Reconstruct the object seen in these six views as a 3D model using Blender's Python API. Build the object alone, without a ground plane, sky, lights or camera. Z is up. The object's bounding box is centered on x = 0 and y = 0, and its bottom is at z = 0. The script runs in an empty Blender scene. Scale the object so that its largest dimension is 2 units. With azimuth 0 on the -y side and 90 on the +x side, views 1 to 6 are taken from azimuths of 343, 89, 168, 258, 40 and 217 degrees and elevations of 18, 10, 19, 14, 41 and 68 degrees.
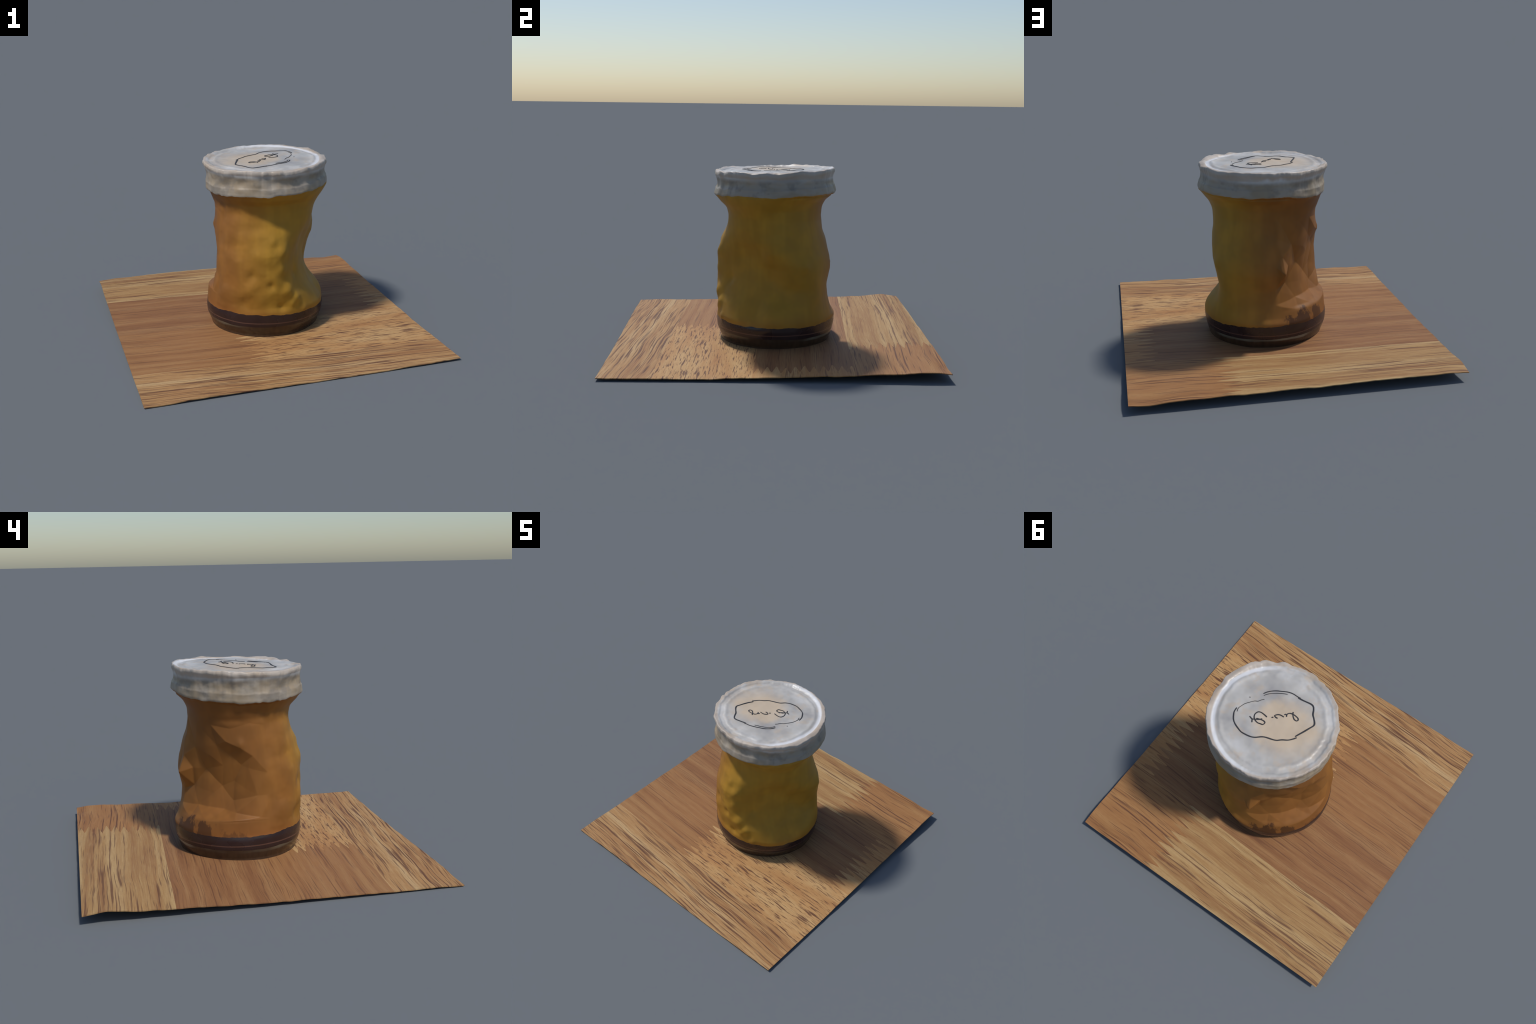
# Custard pudding in a glass jar with a crinkled foil lid, standing on a thin
# finger-jointed parquet board.  Everything is built from profiles and rules.
import bpy, math, random
import numpy as np
from mathutils import Vector, noise
from mathutils.geometry import delaunay_2d_cdt

random.seed(7)
D2R = math.pi / 180.0


def smooth(a, b, x):
    t = np.clip((np.asarray(x, float) - a) / (b - a), 0, 1)
    return t * t * (3 - 2 * t)


def pchip(xs, ys, x):
    """monotone-ish cubic through control points (ys may have trailing dims)"""
    xs = np.asarray(xs, float)
    ys = np.asarray(ys, float)
    x = np.asarray(x, float)
    d = np.diff(ys) / np.diff(xs)
    m = np.zeros_like(ys)
    m[0], m[-1] = d[0], d[-1]
    for i in range(1, len(xs) - 1):
        m[i] = 0 if d[i - 1] * d[i] <= 0 else 2 * d[i - 1] * d[i] / (d[i - 1] + d[i])
    k = np.clip(np.searchsorted(xs, x) - 1, 0, len(xs) - 2)
    h = xs[k + 1] - xs[k]
    t = np.clip((x - xs[k]) / h, 0, 1)
    return ((2 * t**3 - 3 * t**2 + 1) * ys[k] + (t**3 - 2 * t**2 + t) * h * m[k]
            + (-2 * t**3 + 3 * t**2) * ys[k + 1] + (t**3 - t**2) * h * m[k + 1])


def periodic(azs, vals, az):
    """smooth periodic interpolation over azimuth (degrees)"""
    a = np.array([azs[-2] - 360, azs[-1] - 360] + list(azs) + [azs[0] + 360, azs[1] + 360], float)
    v = np.array([vals[-2], vals[-1]] + list(vals) + [vals[0], vals[1]], float)
    return pchip(a, v, np.mod(az, 360.0))


def nz(x, y, z, s=1.0, oct=3, off=0.0):
    return noise.fractal(Vector((x * s + off, y * s - off, z * s + 2 * off)), 1.0, 2.0, oct,
                         noise_basis='PERLIN_ORIGINAL')


# --------------------------------------------------------------------------
#  materials
# --------------------------------------------------------------------------
class Mat:
    def __init__(self, name):
        self.m = bpy.data.materials.new(name)
        self.m.use_nodes = True
        self.t = self.m.node_tree
        self.bsdf = self.t.nodes['Principled BSDF']
        self.co = self.n('ShaderNodeTexCoord').outputs['Object']

    def n(self, kind, **kw):
        node = self.t.nodes.new(kind)
        for k, v in kw.items():
            setattr(node, k, v)
        return node

    def put(self, sock, val):
        if hasattr(val, 'is_output'):
            self.t.links.new(val, sock)
        elif isinstance(val, (tuple, list)) and len(val) == 3 and sock.type == 'RGBA':
            sock.default_value = (*val, 1)
        else:
            sock.default_value = val

    def math(self, op, a, b=0.0, c=None, clamp=False):
        nd = self.n('ShaderNodeMath', operation=op, use_clamp=clamp)
        self.put(nd.inputs[0], a)
        self.put(nd.inputs[1], b)
        if c is not None:
            self.put(nd.inputs[2], c)
        return nd.outputs[0]

    def mapping(self, scale=(1, 1, 1), rot=(0, 0, 0), loc=(0, 0, 0), src=None):
        nd = self.n('ShaderNodeMapping')
        self.put(nd.inputs['Vector'], src or self.co)
        nd.inputs['Scale'].default_value = scale
        nd.inputs['Rotation'].default_value = rot
        nd.inputs['Location'].default_value = loc
        return nd.outputs[0]

    def noise(self, scale, detail=3, rough=0.5, vec=None, dist=0.0):
        nd = self.n('ShaderNodeTexNoise')
        self.put(nd.inputs['Vector'], vec or self.co)
        nd.inputs['Scale'].default_value = scale
        nd.inputs['Detail'].default_value = detail
        nd.inputs['Roughness'].default_value = rough
        nd.inputs['Distortion'].default_value = dist
        return nd.outputs['Fac']

    def xyz(self, vec=None):
        nd = self.n('ShaderNodeSeparateXYZ')
        self.put(nd.inputs[0], vec or self.co)
        return nd.outputs

    def band(self, v, a, b, lo=0.0, hi=1.0):
        nd = self.n('ShaderNodeMapRange', interpolation_type='SMOOTHSTEP')
        self.put(nd.inputs['Value'], v)
        nd.inputs['From Min'].default_value = a
        nd.inputs['From Max'].default_value = b
        nd.inputs['To Min'].default_value = lo
        nd.inputs['To Max'].default_value = hi
        return nd.outputs['Result']

    def mix(self, f, a, b, mode='MIX'):
        nd = self.n('ShaderNodeMix', data_type='RGBA', blend_type=mode)
        self.put(nd.inputs[0], f)
        self.put(nd.inputs[6], a)
        self.put(nd.inputs[7], b)
        return nd.outputs[2]

    def ramp(self, f, stops):
        nd = self.n('ShaderNodeValToRGB')
        self.put(nd.inputs[0], f)
        e = nd.color_ramp.elements
        while len(e) < len(stops):
            e.new(0.5)
        for el, (p, c) in zip(e, stops):
            el.position = p
            el.color = (*c, 1) if len(c) == 3 else c
        return nd.outputs[0]

    def bump(self, h, strength=0.3, dist=0.01):
        nd = self.n('ShaderNodeBump')
        self.put(nd.inputs['Height'], h)
        nd.inputs['Strength'].default_value = strength
        nd.inputs['Distance'].default_value = dist
        self.t.links.new(nd.outputs[0], self.bsdf.inputs['Normal'])

    def done(self, color, rough=0.6, spec=0.3, metal=0.0):
        self.put(self.bsdf.inputs['Base Color'], color)
        self.put(self.bsdf.inputs['Roughness'], rough)
        self.put(self.bsdf.inputs['Specular IOR Level'], spec)
        self.put(self.bsdf.inputs['Metallic'], metal)
        return self.m


def wood(name, light, mid, dark, line, slope, seed, dash=(1.6, 46.0), line_amt=0.8,
         line_at=0.56, streak=(0.5, 6.5), cluster=0.20):
    """planed wood: broad streaks, fine fibres and dark pores running along the plank"""
    w = Mat(name)
    wob = w.noise(1.7, 2, 0.45, w.mapping((1, 1, 1), loc=(seed, 0, 0)))
    nd = w.n('ShaderNodeVectorMath', operation='MULTIPLY_ADD')
    w.put(nd.inputs[0], wob)
    nd.inputs[1].default_value = (0, 0.050, 0)
    w.put(nd.inputs[2], w.co)
    base = w.mapping((1, 1, 0.0), rot=(0, 0, -slope), loc=(seed * 1.7, seed * 0.9, 0), src=nd.outputs[0])
    broad = w.noise(1.0, 4, 0.6, w.mapping((*streak, 0), src=base))
    fibre = w.noise(1.0, 4, 0.65, w.mapping((6, 120, 0), src=base))
    pore = w.noise(1.0, 2, 0.5, w.mapping((*dash, 0), src=base, loc=(seed, 3, 0)), 0.15)
    pore2 = w.noise(1.0, 2, 0.5, w.mapping((dash[0] * 1.9, dash[1] * 1.5, 0), src=base, loc=(5, seed, 0)), 0.15)
    where = w.noise(1.0, 2, 0.5, w.mapping((1.0, 5.0, 0), src=base, loc=(9, 2, 0)))
    col = w.ramp(broad, [(0.32, dark), (0.48, mid), (0.64, light)])
    col = w.mix(w.band(fibre, 0.35, 0.7, 0.0, 0.30), col, dark, 'MIX')
    col = w.mix(w.band(fibre, 0.55, 0.30, 0.0, 0.30), col, light, 'MIX')
    col = w.mix(w.band(w.noise(60, 2), 0.4, 0.7, 0, 0.12), col, dark)
    thr = w.math('MULTIPLY_ADD', where, -cluster, cluster * 0.5)
    p1 = w.band(w.math('SUBTRACT', pore, thr), line_at, line_at + 0.11, 0, line_amt)
    p2 = w.band(w.math('SUBTRACT', pore2, thr), line_at + 0.01, line_at + 0.12, 0, line_amt * 0.8)
    pm = w.math('MAXIMUM', p1, p2)
    col = w.mix(pm, col, line)
    w.bump(w.math('MULTIPLY_ADD', pm, -0.6, fibre), 0.06, 0.004)
    return w.done(col, 0.62, 0.25)


def make_materials():
    M = {}
    light, mid, dark = (0.50, 0.30, 0.125), (0.45, 0.235, 0.088), (0.36, 0.165, 0.06)
    line = (0.125, 0.052, 0.030)
    M['A'] = wood('pale_striped_wood', (0.55, 0.37, 0.18), (0.44, 0.245, 0.098), (0.31, 0.145, 0.058), line,
                  -0.085, 1.3, (1.8, 70), 0.92, 0.542, (0.45, 15))
    M['B1'] = wood('orange_brown_wood', (0.385, 0.205, 0.084), (0.33, 0.158, 0.062), (0.27, 0.120, 0.048), line,
                   -0.055, 4.1, (1.4, 92), 0.62, 0.572, (0.45, 14), 0.14)
    M['B2'] = wood('pale_flecked_wood', (0.56, 0.355, 0.16), (0.48, 0.265, 0.105), (0.40, 0.195, 0.074), line,
                   -0.045, 7.7, (6.5, 72), 0.92, 0.552, (1.2, 9), 0.10)
    M['C1'] = wood('reddish_brown_wood', (0.365, 0.195, 0.083), (0.295, 0.140, 0.058), (0.23, 0.100, 0.043), line,
                   -0.035, 11.2, (1.6, 92), 0.66, 0.565, (0.45, 14), 0.14)
    M['C2'] = wood('pale_plain_wood', (0.52, 0.33, 0.15), mid, dark, line, -0.04, 15.2, (3.0, 65), 0.6, 0.6)
    M['D1'] = wood('olive_pale_wood', (0.50, 0.335, 0.155), (0.40, 0.235, 0.095), (0.295, 0.145, 0.058), line,
                   -0.045, 19.6, (1.8, 62), 0.8, 0.565, (0.5, 15))
    M['D2'] = wood('amber_brown_wood', (0.42, 0.225, 0.088), (0.35, 0.17, 0.064), (0.28, 0.125, 0.048), line,
                   -0.06, 23.9, (2.0, 66), 0.9, 0.555, (0.6, 12))

    # ---- custard seen through the glass
    c = Mat('custard_behind_glass')
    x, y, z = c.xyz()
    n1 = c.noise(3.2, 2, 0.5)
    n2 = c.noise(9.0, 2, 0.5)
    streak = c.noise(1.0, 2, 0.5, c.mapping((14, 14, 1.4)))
    side = c.math('MULTIPLY_ADD', n1, 0.22, c.math('MULTIPLY_ADD', y, -0.55, x))  # browner and darker toward -x/+y: part of the shade baked into the colour
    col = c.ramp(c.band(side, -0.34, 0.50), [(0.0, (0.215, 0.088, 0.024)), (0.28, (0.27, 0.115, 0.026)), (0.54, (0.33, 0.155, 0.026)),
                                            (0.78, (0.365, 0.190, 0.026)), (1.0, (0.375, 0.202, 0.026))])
    col = c.mix(c.band(n2, 0.36, 0.70, 0.0, 0.6), col, (1.25, 1.23, 1.15), 'MULTIPLY')
    col = c.mix(c.band(streak, 0.42, 0.68, 0.0, 0.6), col, (1.18, 1.22, 1.2), 'MULTIPLY')
    low = c.band(c.math('MULTIPLY_ADD', n1, 0.12, z), 0.285, 0.15)       # caramel bleeding into the custard
    col = c.mix(c.math('MULTIPLY', low, 0.7), col, (0.30, 0.110, 0.028))
    # dark caramel smears low down on the back, ragged upper edge
    rag = c.noise(15.0, 4, 0.65, c.mapping((1, 1, 0.5)))
    az = c.math('ARCTAN2', x, c.math('MULTIPLY', y, -1.0))
    def patch(a0, width, top):
        dd = c.math('ABSOLUTE', c.math('SUBTRACT', c.math('MODULO', c.math('ADD', az, 2 * math.pi), 2 * math.pi), a0 * D2R))
        m = c.band(c.math('MULTIPLY_ADD', c.math('SUBTRACT', rag, 0.5), 0.55, dd), width * D2R + 0.03, width * D2R - 0.03)
        h = c.band(c.math('MULTIPLY_ADD', c.math('SUBTRACT', rag, 0.5), 0.22, z), top + 0.012, top - 0.012)
        return c.math('MULTIPLY', m, h)
    pm = c.math('MAXIMUM', patch(204, 13, 0.215), c.math('MULTIPLY', patch(254, 9, 0.175), 0.55))
    pm = c.math('MAXIMUM', pm, c.math('MULTIPLY', patch(229, 7, 0.225), 0.9))
    col = c.mix(c.math('MULTIPLY', pm, 0.85), col, (0.065, 0.028, 0.014))
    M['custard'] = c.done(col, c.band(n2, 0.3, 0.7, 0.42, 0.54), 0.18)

    # ---- caramel
    k = Mat('dark_caramel')
    x, y, z = k.xyz()
    n = k.noise(9, 3)
    col = k.mix(n, (0.019, 0.011, 0.012), (0.040, 0.020, 0.020))
    zz = k.math('MULTIPLY_ADD', k.noise(3.0, 2), 0.012, z)
    ring = k.math('MULTIPLY', k.band(zz, 0.094, 0.098), k.band(zz, 0.105, 0.100))
    col = k.mix(k.math('MULTIPLY', ring, 0.6), col, (0.17, 0.085, 0.06))
    M['caramel'] = k.done(col, k.band(n, 0.35, 0.65, 0.16, 0.36), 0.5)

    # ---- glass foot, dark brown vertical streaks with a grey rim line
    g = Mat('glass_foot')
    x, y, z = g.xyz()
    n = g.noise(6, 3)
    st = g.noise(1.0, 3, 0.5, g.mapping((40, 40, 4)))
    col = g.mix(st, (0.026, 0.015, 0.010), (0.085, 0.046, 0.025))
    zz = g.math('MULTIPLY_ADD', n, 0.03, z)
    grey = g.math('MULTIPLY', g.band(zz, 0.062, 0.074, 0, 0.85), g.band(g.noise(2.4, 2, 0.5, g.mapping((1, 1, 1), loc=(4, 1, 7))), 0.40, 0.62))
    col = g.mix(grey, col, (0.22, 0.205, 0.15))
    M['foot'] = g.done(col, 0.25, 0.5)

    # ---- foil
    f = Mat('crinkled_foil')
    x, y, z = f.xyz()
    v1 = f.noise(5.0, 3, 0.55, f.mapping((1, 1, 1.8)))
    v2 = f.noise(9.0, 3, 0.6, f.mapping((1, 1, 1.2), loc=(3, 5, 1)))
    v3 = f.noise(22.0, 4, 0.6)
    col = f.ramp(v1, [(0.34, (0.36, 0.345, 0.335)), (0.5, (0.47, 0.45, 0.42)), (0.66, (0.57, 0.555, 0.535))])
    col = f.mix(f.band(v2, 0.50, 0.70, 0, 0.6), col, (0.52, 0.41, 0.30))
    rr = f.math('SQRT', f.math('ADD', f.math('MULTIPLY', x, x), f.math('MULTIPLY', y, y)))
    top = f.band(z, 1.055, 1.068)
    # warm patches around the middle of the lid
    mid = f.math('MULTIPLY', top, f.band(f.math('MULTIPLY_ADD', v2, 0.20, f.math('ADD', rr, f.math('MULTIPLY', x, 0.5))), 0.30, 0.18))
    col = f.mix(f.math('MULTIPLY', mid, 0.75), col, (0.60, 0.46, 0.31))
    # wood reflection painted tan on the lid edge, white highlight painted inside it
    rim = f.math('MULTIPLY', top, f.band(f.math('MULTIPLY_ADD', v3, 0.03, rr), 0.372, 0.388))
    col = f.mix(f.math('MULTIPLY', rim, 0.6), col, (0.46, 0.36, 0.27))
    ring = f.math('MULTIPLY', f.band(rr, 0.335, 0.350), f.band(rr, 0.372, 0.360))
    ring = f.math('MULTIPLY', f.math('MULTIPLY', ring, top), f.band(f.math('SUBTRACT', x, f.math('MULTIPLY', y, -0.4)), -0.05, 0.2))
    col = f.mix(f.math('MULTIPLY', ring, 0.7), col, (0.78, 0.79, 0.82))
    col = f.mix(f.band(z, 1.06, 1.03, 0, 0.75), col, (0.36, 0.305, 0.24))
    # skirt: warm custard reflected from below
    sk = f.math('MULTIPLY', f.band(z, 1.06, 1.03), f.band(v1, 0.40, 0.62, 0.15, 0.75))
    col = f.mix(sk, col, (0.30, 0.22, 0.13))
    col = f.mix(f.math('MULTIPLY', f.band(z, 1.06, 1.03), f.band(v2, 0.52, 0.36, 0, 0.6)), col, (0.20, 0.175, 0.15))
    f.bump(v3, 0.12, 0.006)
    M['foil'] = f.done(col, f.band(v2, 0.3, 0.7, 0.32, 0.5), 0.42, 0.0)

    i = Mat('black_ink')
    M['ink'] = i.done(i.mix(i.noise(30, 2), (0.028, 0.030, 0.036), (0.05, 0.05, 0.055)), 0.5, 0.3)
    return M


# --------------------------------------------------------------------------
#  helpers for objects
# --------------------------------------------------------------------------
def new_object(name, verts, faces, mat, parent=None, smooth_shade=True):
    me = bpy.data.meshes.new(name)
    me.from_pydata([tuple(v) for v in verts], [], [tuple(f) for f in faces])
    me.materials.append(mat)
    me.update()
    if smooth_shade:
        me.polygons.foreach_set('use_smooth', [True] * len(me.polygons))
    ob = bpy.data.objects.new(name, me)
    bpy.context.scene.collection.objects.link(ob)
    if parent:
        ob.parent = parent
    return ob


def thing(name, loc, label, category):
    e = bpy.data.objects.new(name, None)
    e.location = loc
    e.empty_display_size = 0.2
    bpy.context.scene.collection.objects.link(e)
    e['label'] = label
    e['category'] = category
    return e


# --------------------------------------------------------------------------
#  board
# --------------------------------------------------------------------------
HX, HY, THICK = 0.968, 1.0, 0.005
EDGE_Y = [-1.0, -0.6, -0.2, 0.0, 0.2, 0.4, 0.6, 0.8, 0.92, 1.0]
EDGE_Z = [0.008, 0.0135, 0.021, 0.0265, 0.033, 0.040, 0.0485, 0.058, 0.064, 0.058]


def board_z(x, y):
    z = float(pchip(EDGE_Y, EDGE_Z, y))
    z += 0.007 * math.exp(-((x + 0.52) / 0.22) ** 2) * float(smooth(-0.7, -1.0, y))
    z += 0.006 * (-x) * float(smooth(0.6, 1.0, y))
    z -= 0.008 * math.exp(-((x - 0.86) / 0.08) ** 2) * float(smooth(0.85, 1.0, y))
    z -= 0.010 * math.exp(-((x + 1.0) / 0.10) ** 2) * float(smooth(0.85, 1.0, y))
    z += 0.007 * float(smooth(0.5, 1.0, x)) * float(smooth(-0.6, -1.0, y))
    z -= 0.012 * math.exp(-((x - 0.10) / 0.42) ** 2 - ((y - 0.52) / 0.30) ** 2)
    z -= 0.008 * math.exp(-((x + 0.25) / 0.65) ** 2 - ((y + 0.05) / 0.65) ** 2)
    edge = max(abs(x) / HX, abs(y) / HY)
    z += (0.0012 + 0.0035 * float(smooth(0.9, 1.0, edge))) * nz(x, y, 0, 7.0, 3, 1.7)
    return max(z, THICK)


def seam(k):
    """strip borders, slightly out of square with the board"""
    return {0: lambda x: -HY, 1: lambda x: -0.653 - 0.050 * x, 2: lambda x: -0.072 - 0.055 * x,
            3: lambda x: 0.497 - 0.046 * x, 4: lambda x: HY}[k]


PITCH = 0.0535


def fingers(x0, depth, shift):
    """saw-tooth finger joint: x of the joint line as a function of the distance across"""
    def f(v):
        p = ((v + shift) / PITCH) % 1.0
        tri = 1 - abs(2 * p - 1)
        wob = 0.016 * math.sin(37.0 * v + x0 * 9)
        return x0 + wob + depth * min(max(tri * 1.12 - 0.06, 0), 1)
    return f


def plank(board, lo, hi, left, right, mat):
    ncol = 110
    y_ref = seam(lo)(0.0)
    width = seam(hi)(0.0) - y_ref
    nrow = max(8, int(round(width / (PITCH / 8))))
    top, bot = [], []
    for j in range(nrow + 1):
        t = j / nrow
        v = t * width
        xl = left(v) if left else -HX
        xr = right(v) if right else HX
        for i in range(ncol + 1):
            s = i / ncol
            x = xl + (xr - xl) * s
            y = seam(lo)(x) * (1 - t) + seam(hi)(x) * t
            z = board_z(x, y)
            top.append((x, y, z))
            bot.append((x, y, z - THICK))
    W = ncol + 1
    N = len(top)
    faces = []
    for j in range(nrow):
        for i in range(ncol):
            a = j * W + i
            faces.append((a, a + 1, a + W + 1, a + W))
            faces.append((N + a, N + a + W, N + a + W + 1, N + a + 1))
    ring = ([i for i in range(W)] + [j * W + ncol for j in range(1, nrow + 1)]
            + [nrow * W + i for i in range(ncol - 1, -1, -1)] + [j * W for j in range(nrow - 1, 0, -1)])
    for a, b in zip(ring, ring[1:] + ring[:1]):
        faces.append((a, N + a, N + b, b))
    ob = new_object('plank', top + bot, faces, mat, board)
    try:
        ob.data.set_sharp_from_angle(angle=50 * D2R)
    except Exception:
        pass
    return ob


def build_board(M):
    board = thing('wooden_board', (0, 0, 0), 'thin square board of finger-jointed pale and brown wood strips', 'wooden board')
    jb = fingers(-0.245, 0.135, 0.01)
    jc = fingers(0.775, 0.125, 0.03)
    jd = fingers(0.325, 0.135, 0.02)
    plank(board, 0, 1, None, None, M['A'])
    plank(board, 1, 2, None, jb, M['B1'])
    plank(board, 1, 2, jb, None, M['B2'])
    plank(board, 2, 3, None, jc, M['C1'])
    plank(board, 2, 3, jc, None, M['C2'])
    plank(board, 3, 4, None, jd, M['D1'])
    plank(board, 3, 4, jd, None, M['D2'])


# --------------------------------------------------------------------------
#  jar: one surface r(azimuth, z) around the axis, cut into parts
# --------------------------------------------------------------------------
AX, AY, AZ0 = 0.04, 0.02, 0.02
ZL = [.03, .06, .10, .14, .18, .22, .27, .32, .38, .44, .50, .56, .62, .68, .75, .82, .87, .92, .96]
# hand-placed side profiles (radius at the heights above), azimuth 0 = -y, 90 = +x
PROFILE = {
    0:   [.350, .362, .376, .379, .378, .370, .374, .378, .373, .374, .373, .373, .358, .345, .317, .306, .316, .362, .396],
    20:  [.352, .365, .378, .381, .380, .374, .366, .345, .326, .312, .305, .312, .322, .325, .318, .316, .326, .368, .398],
    45:  [.355, .370, .382, .388, .388, .374, .347, .314, .286, .269, .261, .260, .272, .298, .320, .330, .350, .386, .410],
    69:  [.362, .377, .388, .392, .382, .358, .328, .296, .274, .258, .255, .266, .284, .308, .320, .335, .360, .392, .415],
    85:  [.372, .382, .391, .397, .397, .388, .356, .314, .280, .263, .272, .304, .330, .335, .328, .330, .343, .380, .410],
    105: [.375, .386, .394, .398, .397, .390, .368, .338, .322, .334, .350, .362, .357, .345, .332, .322, .324, .350, .388],
    126: [.376, .388, .396, .399, .400, .396, .390, .386, .382, .386, .388, .380, .360, .342, .324, .306, .306, .326, .366],
    150: [.370, .382, .390, .394, .395, .386, .372, .363, .358, .360, .366, .362, .348, .332, .310, .296, .297, .315, .356],
    174: [.365, .376, .387, .393, .393, .372, .356, .344, .338, .348, .358, .353, .339, .326, .302, .294, .296, .316, .358],
    200: [.365, .376, .387, .392, .390, .374, .352, .326, .305, .300, .305, .305, .306, .306, .300, .300, .308, .330, .362],
    225: [.365, .376, .386, .390, .388, .380, .364, .330, .292, .275, .275, .285, .292, .298, .304, .314, .326, .346, .368],
    256: [.362, .375, .388, .390, .384, .380, .374, .325, .308, .303, .305, .308, .310, .312, .311, .315, .332, .350, .364],
    285: [.360, .373, .384, .386, .380, .376, .372, .360, .354, .354, .354, .350, .340, .332, .320, .314, .322, .346, .370],
    315: [.352, .368, .378, .379, .377, .376, .378, .379, .379, .378, .374, .366, .356, .345, .331, .317, .325, .360, .385],
    340: [.350, .364, .376, .378, .377, .374, .374, .378, .380, .380, .374, .373, .360, .348, .322, .312, .320, .362, .392],
}
# corners of the big flat facets on the back (azimuth, z, radius)
FACETS = [(178, .72, .318), (178, .56, .350), (188, .60, .335), (189, .50, .374), (197, .53, .300), (181, .39, .318),
          (194, .42, .288), (178, .30, .346), (207, .316, .299), (214, .532, .258), (203, .66, .292), (235, .69, .292),
          (247, .717, .319), (250, .637, .285), (262, .68, .324), (263, .575, .292), (255, .477, .272), (253, .36, .276),
          (238, .44, .252), (226, .395, .268), (228, .315, .290), (243, .310, .288), (256, .300, .330), (226, .62, .283), (241, .565, .268),
          (278, .40, .346), (280, .69, .332), (270, .56, .318), (274, .632, .334), (288, .53, .356),
          (279, .276, .370), (252, .79, .314), (230, .81, .312), (210, .81, .304), (186, .82, .294), (272, .82, .318),
          (290, .80, .320), (229, .25, .372), (205, .25, .355), (255, .265, .376), (180, .24, .364), (292, .40, .362),
          (292, .26, .373), (178, .86, .296), (292, .86, .332), (234, .87, .328)]
# single lumps and dimples on the wrinkled front (azimuth, z, height, size in m)
LUMPS = [(4, .60, .012, .045), (8, .33, .020, .050), (2, .47, .010, .04), (17, .27, .012, .035), (332, .44, -.010, .035),
         (350, .37, -.012, .03), (322, .25, -.012, .04), (338, .27, .008, .05), (345, .53, .006, .05), (353, .66, .006, .03),
         (22, .42, -.012, .04), (26, .185, .006, .03), (300, .30, .006, .05), (312, .62, -.006, .05), (118, .54, .012, .04),
         (262, .70, .010, .03), (330, .34, .007, .05), (0, .22, -.012, .03), (12, .235, .010, .03)]

AZS = sorted(PROFILE)
NAZ = 480


def facet_field(az, z):
    k = 0.33 * D2R
    pts = [Vector((a * k, b)) for a, b, _ in FACETS]
    vs, _, fs, orig, *_ = delaunay_2d_cdt(pts, [], [], 0, 1e-7)
    r = np.zeros_like(az)
    hit = np.zeros(az.shape, bool)
    px, py = az * k, z
    for f in fs:
        a, b, c = (vs[i] for i in f)
        ra, rb, rc = (FACETS[orig[i][0]][2] for i in f)
        det = (b.y - c.y) * (a.x - c.x) + (c.x - b.x) * (a.y - c.y)
        if abs(det) < 1e-9:
            continue
        l1 = ((b.y - c.y) * (px - c.x) + (c.x - b.x) * (py - c.y)) / det
        l2 = ((c.y - a.y) * (px - c.x) + (a.x - c.x) * (py - c.y)) / det
        l3 = 1 - l1 - l2
        ins = (l1 >= -1e-6) & (l2 >= -1e-6) & (l3 >= -1e-6)
        r[ins] = (l1 * ra + l2 * rb + l3 * rc)[ins]
        hit |= ins
    return r, hit


def body_radius(az, z):
    """az, z arrays of equal shape -> radius of the scanned-looking jar wall"""
    R = np.zeros((len(AZS),) + az.shape)
    for i, a in enumerate(AZS):
        R[i] = pchip(ZL, PROFILE[a], z)
    out = np.zeros_like(az)
    ext = [AZS[-2] - 360, AZS[-1] - 360] + AZS + [AZS[0] + 360, AZS[1] + 360]
    RR = np.concatenate([R[-2:], R, R[:2]])
    a = np.mod(az, 360)
    ext = np.array(ext, float)
    k = np.clip(np.searchsorted(ext, a, side='right') - 1, 1, len(ext) - 3)
    t = (a - ext[k]) / (ext[k + 1] - ext[k])
    ii = np.indices(az.shape)
    g = lambda d: RR[(k + d,) + tuple(ii)]
    p0, p1, p2, p3 = g(-1), g(0), g(1), g(2)
    h = ext[k + 1] - ext[k]
    m1 = (p2 - p0) / (ext[k + 1] - ext[k - 1]) * h
    m2 = (p3 - p1) / (ext[k + 2] - ext[k]) * h
    out = (2*t**3 - 3*t**2 + 1) * p1 + (t**3 - 2*t**2 + t) * m1 + (-2*t**3 + 3*t**2) * p2 + (t**3 - t**2) * m2
    # facets
    fr, hit = facet_field(a, z)
    w = smooth(179, 186, a) * smooth(291, 284, a) * smooth(.245, .275, z) * smooth(.85, .80, z) * hit
    out = out * (1 - w) + fr * w
    # lumps
    for la, lz, hgt, size in LUMPS:
        da = (np.mod(a - la + 180, 360) - 180) * D2R * 0.35
        d2 = (da**2 + ((z - lz) * 0.8) ** 2) / size**2
        out += hgt * np.exp(-d2 * 1.6)
    return out


# lid outline: azimuth, lower edge radius, lower edge height, rim radius
LID = [(0, .397, .958, .390), (40, .408, .966, .402), (69, .418, .975, .414), (95, .415, .979, .404), (125, .405, .983, .400),
       (173, .386, .986, .376), (216, .374, .960, .380), (257, .368, .942, .384), (308, .381, .944, .388), (345, .394, .952, .388)]


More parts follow.
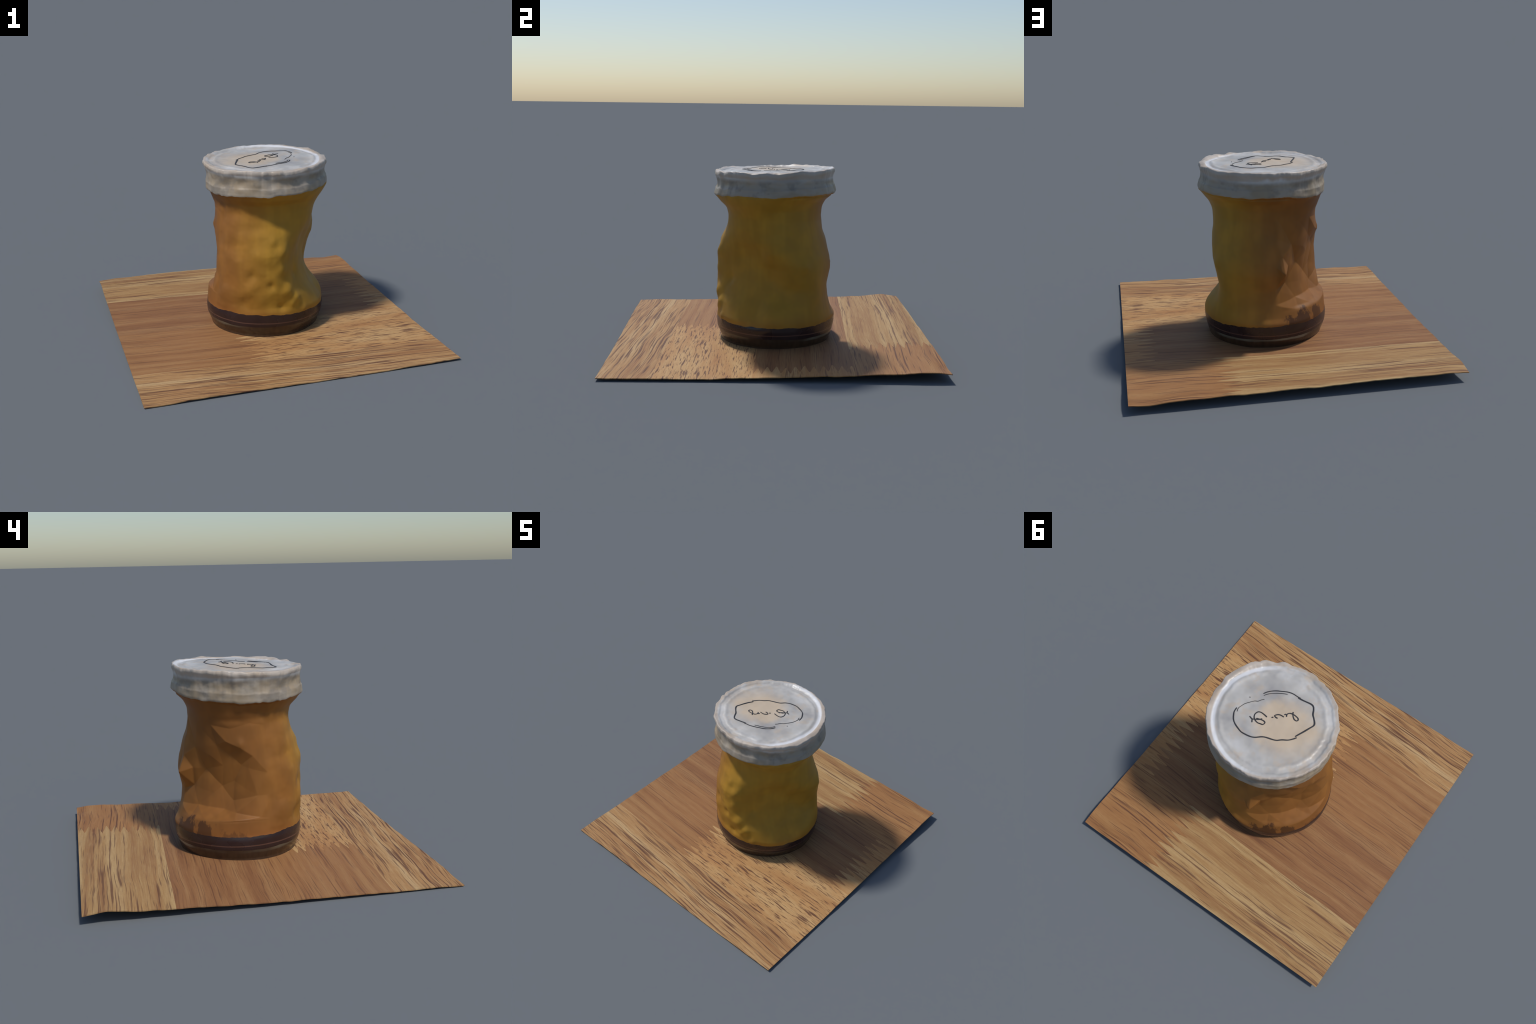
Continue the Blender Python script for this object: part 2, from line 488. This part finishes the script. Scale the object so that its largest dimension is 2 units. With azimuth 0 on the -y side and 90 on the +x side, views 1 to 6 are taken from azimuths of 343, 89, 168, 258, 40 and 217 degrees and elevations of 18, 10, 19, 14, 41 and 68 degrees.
def lid_fields(az):
    la = [l[0] for l in LID]
    rl = periodic(la, [l[1] for l in LID], az)
    zl = periodic(la, [l[2] for l in LID], az)
    rr = periodic(la, [l[3] for l in LID], az)
    n = np.array([nz(math.cos(a * D2R), math.sin(a * D2R), 0, 4.5, 3, 3.3) for a in az])
    n2 = np.array([nz(math.cos(a * D2R), math.sin(a * D2R), 0, 7.0, 3, 8.1) for a in az])
    n3 = np.array([nz(math.cos(a * D2R), math.sin(a * D2R), 0, 3.0, 2, 5.2) for a in az])
    zl = zl + 0.009 * n3 + 0.005 * n2
    rl = rl + 0.004 * n
    rr = rr + 0.008 * n2 + 0.004 * n
    zr = 1.116 - 0.012 * np.cos(az * D2R) + 0.003 * np.sin(az * D2R) + 0.009 * n3 + 0.007 * n
    return rl, zl, rr, zr


def lid_top_z(x, y, rho):
    """height of the lid top at local x, y; rho = relative radius"""
    base = 1.1155 + 0.010 * (y / 0.39) + 0.006 * (x / 0.39)
    prof = float(pchip([0, .55, .74, .80, .84, .885, .925, .965, 1.0],
                       [.002, .001, -.002, .002, -.003, -.004, .003, .005, -.004], rho))
    lump = 0.008 * nz(x, y, 0, 5.0, 2, 4.4) + 0.0015 * nz(x, y, 0, 17.0, 2, 1.1)
    return base + prof + lump * float(smooth(1.0, 0.9, rho))


def build_jar(M):
    jar = thing('pudding_jar', (AX, AY, AZ0), 'glass jar of amber custard with dark caramel and silver foil lid', 'pudding jar')
    az = np.arange(NAZ) * 360.0 / NAZ
    ca, sa = np.cos(az * D2R), np.sin(az * D2R)
    rl, zl, rr, zr = lid_fields(az)
    ring_noise = np.array([nz(c, s, 0, 3.0, 3, 6.6) for c, s in zip(ca, sa)])
    z_foot = 0.088 + 0.004 * ring_noise
    z_car = np.array(periodic([0, 60, 120, 175, 215, 260, 310], [.170, .160, .163, .176, .172, .168, .174], az)) \
        + 0.006 * np.array([nz(c, s, 0, 7.0, 5, 2.2) for c, s in zip(ca, sa)])
    bz = np.array([board_z(AX + .36 * s, AY - .36 * c) for c, s in zip(ca, sa)])

    rows, tag = [], []                   # each row: (r[], z[])

    def wall(z0, z1, n, part, first=True):
        for j in range(0 if first else 1, n + 1):
            t = j / n
            rows.append((None, z0 + (z1 - z0) * t))
            tag.append(part)

    wall(bz - 0.012, z_foot, 18, 'glass_base')
    wall(z_foot, z_car, 26, 'caramel_layer', False)
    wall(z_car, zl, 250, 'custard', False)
    Z = np.array([z for _, z in rows])
    A = np.broadcast_to(az, Z.shape).copy()
    Rb = body_radius(A, Z)
    # last stretch funnels out to the lid edge
    tt = smooth(0.90, 1.0, (Z - 0.80) / np.maximum(zl - 0.80, 1e-3) * 1.0)
    Rb = Rb + (rl - 0.001 - body_radius(az[None, :], zl[None, :])[0]) * tt
    # wrinkled front, smooth right-hand side
    front = smooth(278, 296, A) + smooth(14, 2, A)
    front = np.clip(front, 0, 1) * smooth(.17, .22, Z) * smooth(.93, .84, Z)
    for j in range(Z.shape[0]):
        for i in range(NAZ):
            x, y, z = Rb[j, i] * sa[i], -Rb[j, i] * ca[i], Z[j, i]
            if front[j, i] > 0.01:
                Rb[j, i] += front[j, i] * (0.0085 * nz(x, y, z, 6.0, 2, 0.4) + 0.0012 * nz(x, y, z, 19, 2, 5.0))
            Rb[j, i] += 0.0012 * nz(x, y, z, 9.0, 2, 7.7)
    P = [(Rb[j], Z[j], tag[j]) for j in range(Z.shape[0])]

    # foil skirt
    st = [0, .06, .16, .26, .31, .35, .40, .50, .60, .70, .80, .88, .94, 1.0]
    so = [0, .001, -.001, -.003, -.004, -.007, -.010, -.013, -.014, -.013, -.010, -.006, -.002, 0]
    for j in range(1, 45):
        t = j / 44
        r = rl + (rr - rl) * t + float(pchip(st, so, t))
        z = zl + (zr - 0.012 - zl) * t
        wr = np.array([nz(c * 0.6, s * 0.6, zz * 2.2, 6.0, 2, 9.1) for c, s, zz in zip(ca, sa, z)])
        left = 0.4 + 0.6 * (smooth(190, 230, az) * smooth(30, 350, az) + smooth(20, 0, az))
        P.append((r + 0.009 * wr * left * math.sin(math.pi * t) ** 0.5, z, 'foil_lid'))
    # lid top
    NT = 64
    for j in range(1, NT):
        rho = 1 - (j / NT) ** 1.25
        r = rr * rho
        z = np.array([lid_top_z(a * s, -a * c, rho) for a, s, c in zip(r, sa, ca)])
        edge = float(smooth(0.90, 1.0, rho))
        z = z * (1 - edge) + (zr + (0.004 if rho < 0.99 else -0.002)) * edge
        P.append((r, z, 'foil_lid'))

    verts, vtag = [], []
    for r, z, t in P:
        for i in range(NAZ):
            verts.append((r[i] * sa[i], -r[i] * ca[i], z[i] - AZ0))
    nrow = len(P)
    faces, ftag = [], []
    for j in range(nrow - 1):
        for i in range(NAZ):
            k = (i + 1) % NAZ
            faces.append((j * NAZ + i, j * NAZ + k, (j + 1) * NAZ + k, (j + 1) * NAZ + i))
            ftag.append(P[j + 1][2])
    c0 = len(verts)
    verts.append((0, 0, lid_top_z(0, 0, 0) - AZ0))
    for i in range(NAZ):
        faces.append(((nrow - 1) * NAZ + i, (nrow - 1) * NAZ + (i + 1) % NAZ, c0))
        ftag.append('foil_lid')
    c1 = len(verts)
    verts.append((0, 0, float(bz.mean()) - 0.012 - AZ0))
    for i in range(NAZ):
        faces.append(((i + 1) % NAZ, i, c1))
        ftag.append('glass_base')

    # whole-body normals, then split by part
    whole = bpy.data.meshes.new('whole')
    whole.from_pydata(verts, [], faces)
    whole.update()
    nrm = np.zeros(len(verts) * 3)
    whole.vertices.foreach_get('normal', nrm)
    nrm = nrm.reshape(-1, 3)
    bpy.data.meshes.remove(whole)
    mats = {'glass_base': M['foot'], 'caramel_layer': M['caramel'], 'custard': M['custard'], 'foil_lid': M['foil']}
    parts = {}
    for name, mat in mats.items():
        fs = [f for f, t in zip(faces, ftag) if t == name]
        used = sorted({v for f in fs for v in f})
        idx = {v: i for i, v in enumerate(used)}
        ob = new_object(name, [verts[v] for v in used], [[idx[v] for v in f] for f in fs], mat, jar)
        if name in ('caramel_layer', 'custard', 'glass_base'):
            ob.data.normals_split_custom_set_from_vertices([tuple(nrm[v]) for v in used])
        parts[name] = ob
    build_ink(M, parts['foil_lid'], az, rr)
    return parts


# pen strokes on the lid, control points in world x, y
OVAL = [
    [(0.190, -0.089), (0.177, -0.112), (0.160, -0.131), (0.139, -0.148), (0.111, -0.163), (0.077, -0.180), (0.044, -0.189), (0.010, -0.190), (-0.007, -0.192)],
    [(0.181, -0.080), (0.165, -0.104), (0.141, -0.126), (0.109, -0.147), (0.068, -0.167)],
    [(0.007, -0.187), (-0.016, -0.188), (-0.049, -0.193), (-0.080, -0.197), (-0.099, -0.191), (-0.114, -0.171), (-0.127, -0.146), (-0.147, -0.126), (-0.166, -0.105), (-0.172, -0.087), (-0.163, -0.062), (-0.147, -0.021), (-0.123, 0.032)],
    [(-0.135, 0.032), (-0.122, 0.051), (-0.102, 0.074), (-0.073, 0.093), (-0.051, 0.113), (-0.028, 0.123), (0.002, 0.132), (0.019, 0.138), (0.036, 0.148), (0.060, 0.170), (0.086, 0.183), (0.119, 0.189), (0.149, 0.190), (0.176, 0.182), (0.206, 0.170), (0.228, 0.155), (0.245, 0.133), (0.258, 0.108), (0.262, 0.078)],
    [(0.245, 0.099), (0.252, 0.076), (0.247, 0.052), (0.238, 0.028), (0.216, -0.003), (0.203, -0.019), (0.186, -0.030), (0.176, -0.046), (0.163, -0.062)],
    [(0.244, -0.021), (0.237, -0.025)],
]
OVAL_W = [.0032, .0021, .0047, .0039, .0020, .0020]
SCRIPT = [
    [(0.082, 0.025), (0.103, 0.021), (0.128, 0.020), (0.144, 0.028), (0.150, 0.048), (0.145, 0.065), (0.132, 0.079), (0.108, 0.087), (0.089, 0.083), (0.074, 0.078), (0.071, 0.062), (0.084, 0.056), (0.106, 0.060), (0.128, 0.068)],
    [(0.098, 0.050), (0.111, 0.065), (0.132, 0.078), (0.145, 0.086), (0.167, 0.081)],
    [(0.145, 0.086), (0.133, 0.105)],
    [(0.059, 0.012), (0.051, 0.003)],
    [(0.026, -0.004), (0.038, -0.003), (0.051, -0.009), (0.040, -0.024), (0.024, -0.031), (0.000, -0.031)],
    [(0.007, -0.045), (0.001, -0.055)],
    [(-0.011, -0.041), (-0.004, -0.055), (-0.010, -0.069), (-0.023, -0.076), (-0.046, -0.078), (-0.069, -0.074), (-0.077, -0.065), (-0.072, -0.055), (-0.057, -0.055), (-0.042, -0.065), (-0.031, -0.078), (-0.024, -0.091)],
]


def catmull(pts, n=8):
    p = [Vector(q) for q in pts]
    p = [p[0] * 2 - p[1]] + p + [p[-1] * 2 - p[-2]]
    out = []
    for k in range(1, len(p) - 2):
        for i in range(n):
            t = i / n
            a, b, c, d = p[k - 1], p[k], p[k + 1], p[k + 2]
            out.append(0.5 * (2 * b + (c - a) * t + (2 * a - 5 * b + 4 * c - d) * t * t + (3 * b - a - 3 * c + d) * t**3))
    out.append(p[-2])
    return out


def stroke_mesh(strokes, widths, az, rr):
    verts, faces = [], []
    for pts, w in zip(strokes, widths):
        line = catmull(pts)
        n = len(line)
        base = len(verts)
        K = 6
        for i, q in enumerate(line):
            tan = (line[min(i + 1, n - 1)] - line[max(i - 1, 0)]).normalized()
            side = Vector((-tan.y, tan.x))
            end = min(i, n - 1 - i)
            ww = w * (0.45 if end == 0 else 1.0) * (1 + 0.08 * math.sin(i * 0.31))
            for k in range(K):
                ang = 2 * math.pi * k / K
                o = q + side * (ww * math.cos(ang))
                lx, ly = o.x - AX, o.y - AY
                R = float(np.interp(math.degrees(math.atan2(lx, -ly)) % 360, az, rr))
                z = lid_top_z(lx, ly, math.hypot(lx, ly) / R) + 0.0012 * math.sin(ang) + 0.0016
                verts.append((lx, ly, z - AZ0))
        for i in range(n - 1):
            for k in range(K):
                a, b = base + i * K + k, base + i * K + (k + 1) % K
                faces.append((a, b, b + K, a + K))
        faces.append(tuple(base + k for k in reversed(range(K))))
        faces.append(tuple(base + (n - 1) * K + k for k in range(K)))
    return verts, faces


def build_ink(M, lid, az, rr):
    v, f = stroke_mesh(OVAL, OVAL_W, az, rr)
    new_object('oval_outline', v, f, M['ink'], lid)
    v, f = stroke_mesh(SCRIPT, [.0036] * len(SCRIPT), az, rr)
    new_object('handwriting', v, f, M['ink'], lid)


MATS = make_materials()
build_board(MATS)
build_jar(MATS)
